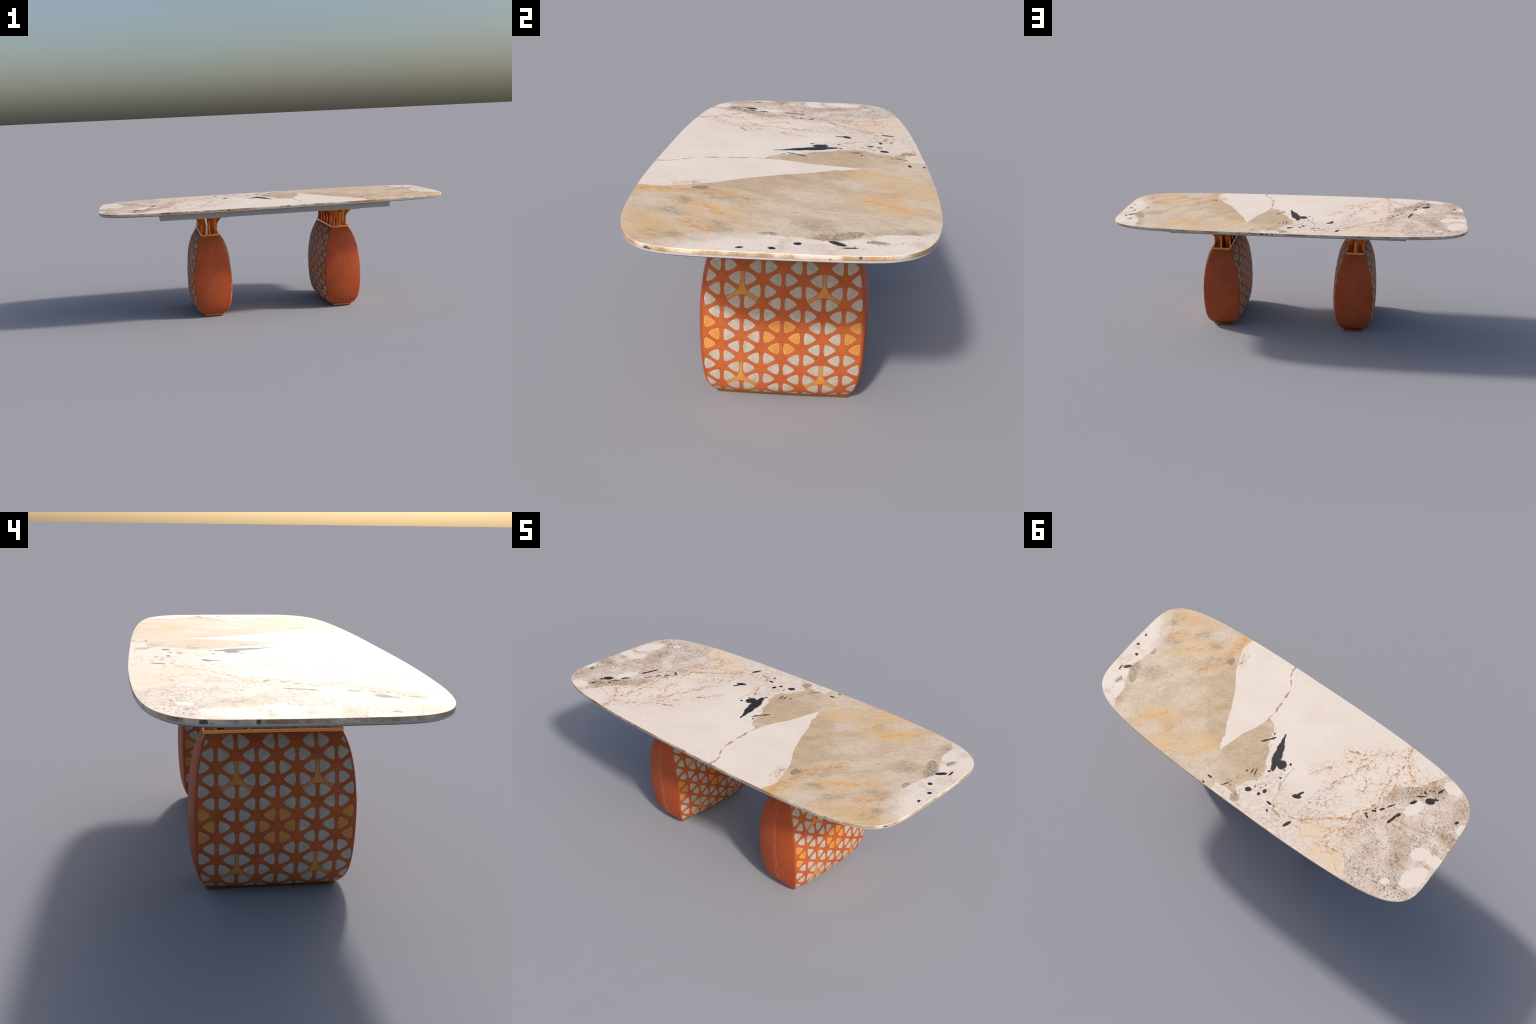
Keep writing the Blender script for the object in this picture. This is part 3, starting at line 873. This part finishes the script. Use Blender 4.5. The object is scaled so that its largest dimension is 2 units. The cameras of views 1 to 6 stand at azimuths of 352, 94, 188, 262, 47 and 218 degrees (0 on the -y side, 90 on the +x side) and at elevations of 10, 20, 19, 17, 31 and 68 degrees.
def seam_stitches(sign):
    bits, red = [], []

    def pt(x, z):
        ex, ey, by = float(edge_x(z)), float(edge_y(z)), float(bulge_y(z))
        return Vector((x, sign * (ey + 0.004 + by * (1 - abs(x / ex) ** 2.2) + 0.0003), z))
    z = 0.016
    while z < 0.460:
        for x in (-0.0058, 0.0058):
            a, b = pt(x, z), pt(x, z + 0.0098)
            bits.append((a, b, Vector((0, sign, (pt(x, z).y - pt(x, z + 0.004).y) * sign / 0.004)).normalized()))
        for x0, x1, dz in ((-0.0042, -0.0008, 0.010), (0.0008, 0.0042, 0.0145)):
            a, b = pt(x0, z + dz), pt(x1, z + dz + 0.0035)
            red.append((a, b, Vector((0, sign, 0))))
        z += 0.0149
    out = []
    for bb, mat, w, h in ((bits, MAT_SEAM_THREAD, 0.0015, 0.0005), (red, MAT_THREAD_RED, 0.0015, 0.0006)):
        v, f = thread_bits(bb, w, h)
        me = make_mesh("seam_stitching", v, f, True, 60)
        me.materials.append(mat)
        out.append(me)
    return out


# ------------------------------------------------------------------ brass parts
def tray_mesh():
    hx, hy = 0.0503, 0.1992
    zb, zt = 0.4690, 0.4818
    lp = lambda d, z, r=0.007: [(x, y, z) for x, y in rounded_rectangle(hx - d, hy - d, max(r - d, 0.002), 6)]
    return loft("collar_tray", [lp(0.001, zb), lp(0, zb + 0.001), lp(0, zt - 0.0012), lp(0.0004, zt - 0.0004), lp(0.0012, zt)], True, True, 40)


def plinth_mesh():
    hx, hy = 0.0560, 0.1965
    lp = lambda d, z: [(x, y, z) for x, y in rounded_rectangle(hx - d, hy - d, 0.006 - d * 0.5, 6)]
    return loft("plinth", [lp(0.004, 0.0), lp(0.0015, 0.0012), lp(0, 0.004), lp(0, 0.0112), lp(0.001, 0.0123)], True, True, 40)


def rib_mesh(name, outer, inner, thick):
    """plate cut to an outer and an inner profile, lying in local (u, z), extruded across"""
    zs = np.linspace(0.4726, 0.5782, 26)
    fo, fi = smooth_curve(outer), smooth_curve(inner)
    loops = []
    c = 0.0009
    for z in zs:
        o, i = float(fo(z)), float(fi(z))
        h = thick / 2
        loops.append([(o - c, -h, z), (o, -h + c, z), (o, h - c, z), (o - c, h, z), (i + c, h, z), (i, h - c, z), (i, -h + c, z), (i + c, -h, z)])
    return loft(name, loops, True, True, 30)


OUTER = [(0.4726, 0.0498), (0.482, 0.0490), (0.495, 0.0467), (0.51, 0.0451), (0.525, 0.0454), (0.537, 0.0484), (0.55, 0.0558), (0.562, 0.0655), (0.572, 0.0760), (0.5782, 0.0845)]
INNER = [(0.4726, 0.0240), (0.49, 0.0225), (0.506, 0.0208), (0.528, 0.0186), (0.543, 0.0198), (0.562, 0.0243), (0.5782, 0.0310)]
END_OUT = [(0.4726, 0.1990), (0.482, 0.1982), (0.51, 0.1962), (0.535, 0.1965), (0.547, 0.1992), (0.56, 0.2070), (0.57, 0.2180), (0.5782, 0.2310)]
END_IN = [(0.4726, 0.1740), (0.51, 0.1715), (0.54, 0.1725), (0.56, 0.1770), (0.5782, 0.1850)]
RIB = rib_mesh("brass_rib", OUTER, [(z, u - 0.006) for z, u in INNER], 0.0086)
END_RIB = rib_mesh("brass_rib", END_OUT, END_IN, 0.0085)
CORNER_RIB = rib_mesh("brass_rib", [(z, u * 1.36) for z, u in OUTER], [(z, u * 1.36) for z, u in INNER], 0.0084)
TRAY, PLINTH = tray_mesh(), plinth_mesh()
pr = rounded_rectangle(0.1, 0.25, 0.003, 3)
MOUNT = loft("mounting_plate", [[(x, y, 0.5778) for x, y in pr], [(x, y, 0.5829) for x, y in pr]], True, True, 35)
CORE = core_mesh()
PANELS = [end_panel_mesh(1), end_panel_mesh(-1)]
SEAMS = [seam_stitches(1), seam_stitches(-1)]
FACES = {s: face_parts(s) for s in (1, -1)}
JOINED = {s: join_meshes("petal_inlays", [m_ for m_, gold in FACES[s][1] if not gold]) for s in (1, -1)}

SHIFT, FOOT_SHIFT = 0.001, 0.004
for cx in (0.383, -0.383):
    ped = new_object("pedestal", CORE, table, (cx, 0, 0), MAT_SEAM)
    for pm, sm in zip(PANELS, SEAMS):
        new_object("end_panel", pm, ped, material=MAT_LEATHER)
        for s_ in sm:
            ob = new_object("seam_stitching", s_, ped)
            ob["kind"] = "stuff"
    for side in (1, -1):
        stars, petals, threads = FACES[side]
        for me in stars:
            new_object("star_inlay", me, ped)
        outward = side * cx > 0
        for me, gold in petals:
            if outward or gold:
                new_object("petal_inlay", me, ped)
        if not outward:
            ob = new_object("petal_inlays", JOINED[side], ped)
            ob["kind"] = "stuff"
        for me in threads:
            ob = new_object("stitching", me, ped)
            ob["kind"] = "stuff"
    new_object("plinth", PLINTH, ped, (0, FOOT_SHIFT, 0), MAT_BRASS)
    new_object("collar_tray", TRAY, ped, (0, SHIFT, 0), MAT_BRASS)
    new_object("mounting_plate", MOUNT, ped, (0, 0, 0), MAT_BRASS)
    for sx in (1, -1):          # diagonal ribs towards the four corners
        for sy in (1, -1):
            ob = new_object("brass_rib", CORNER_RIB, ped, (0, sy * 0.120 + SHIFT, 0), MAT_BRASS)
            ob.rotation_euler = (0, 0, math.atan2(sy, sx))
    for y in (-0.073, 0, 0.073):
        for s in (1, -1):
            ob = new_object("brass_rib", RIB, ped, (0, y + SHIFT, 0), MAT_BRASS)
            ob.rotation_euler = (0, 0, 0 if s > 0 else math.pi)
    for s in (1, -1):
        ob = new_object("brass_rib", END_RIB, ped, (0, SHIFT, 0), MAT_BRASS)
        ob.rotation_euler = (0, 0, math.radians(90 * s))
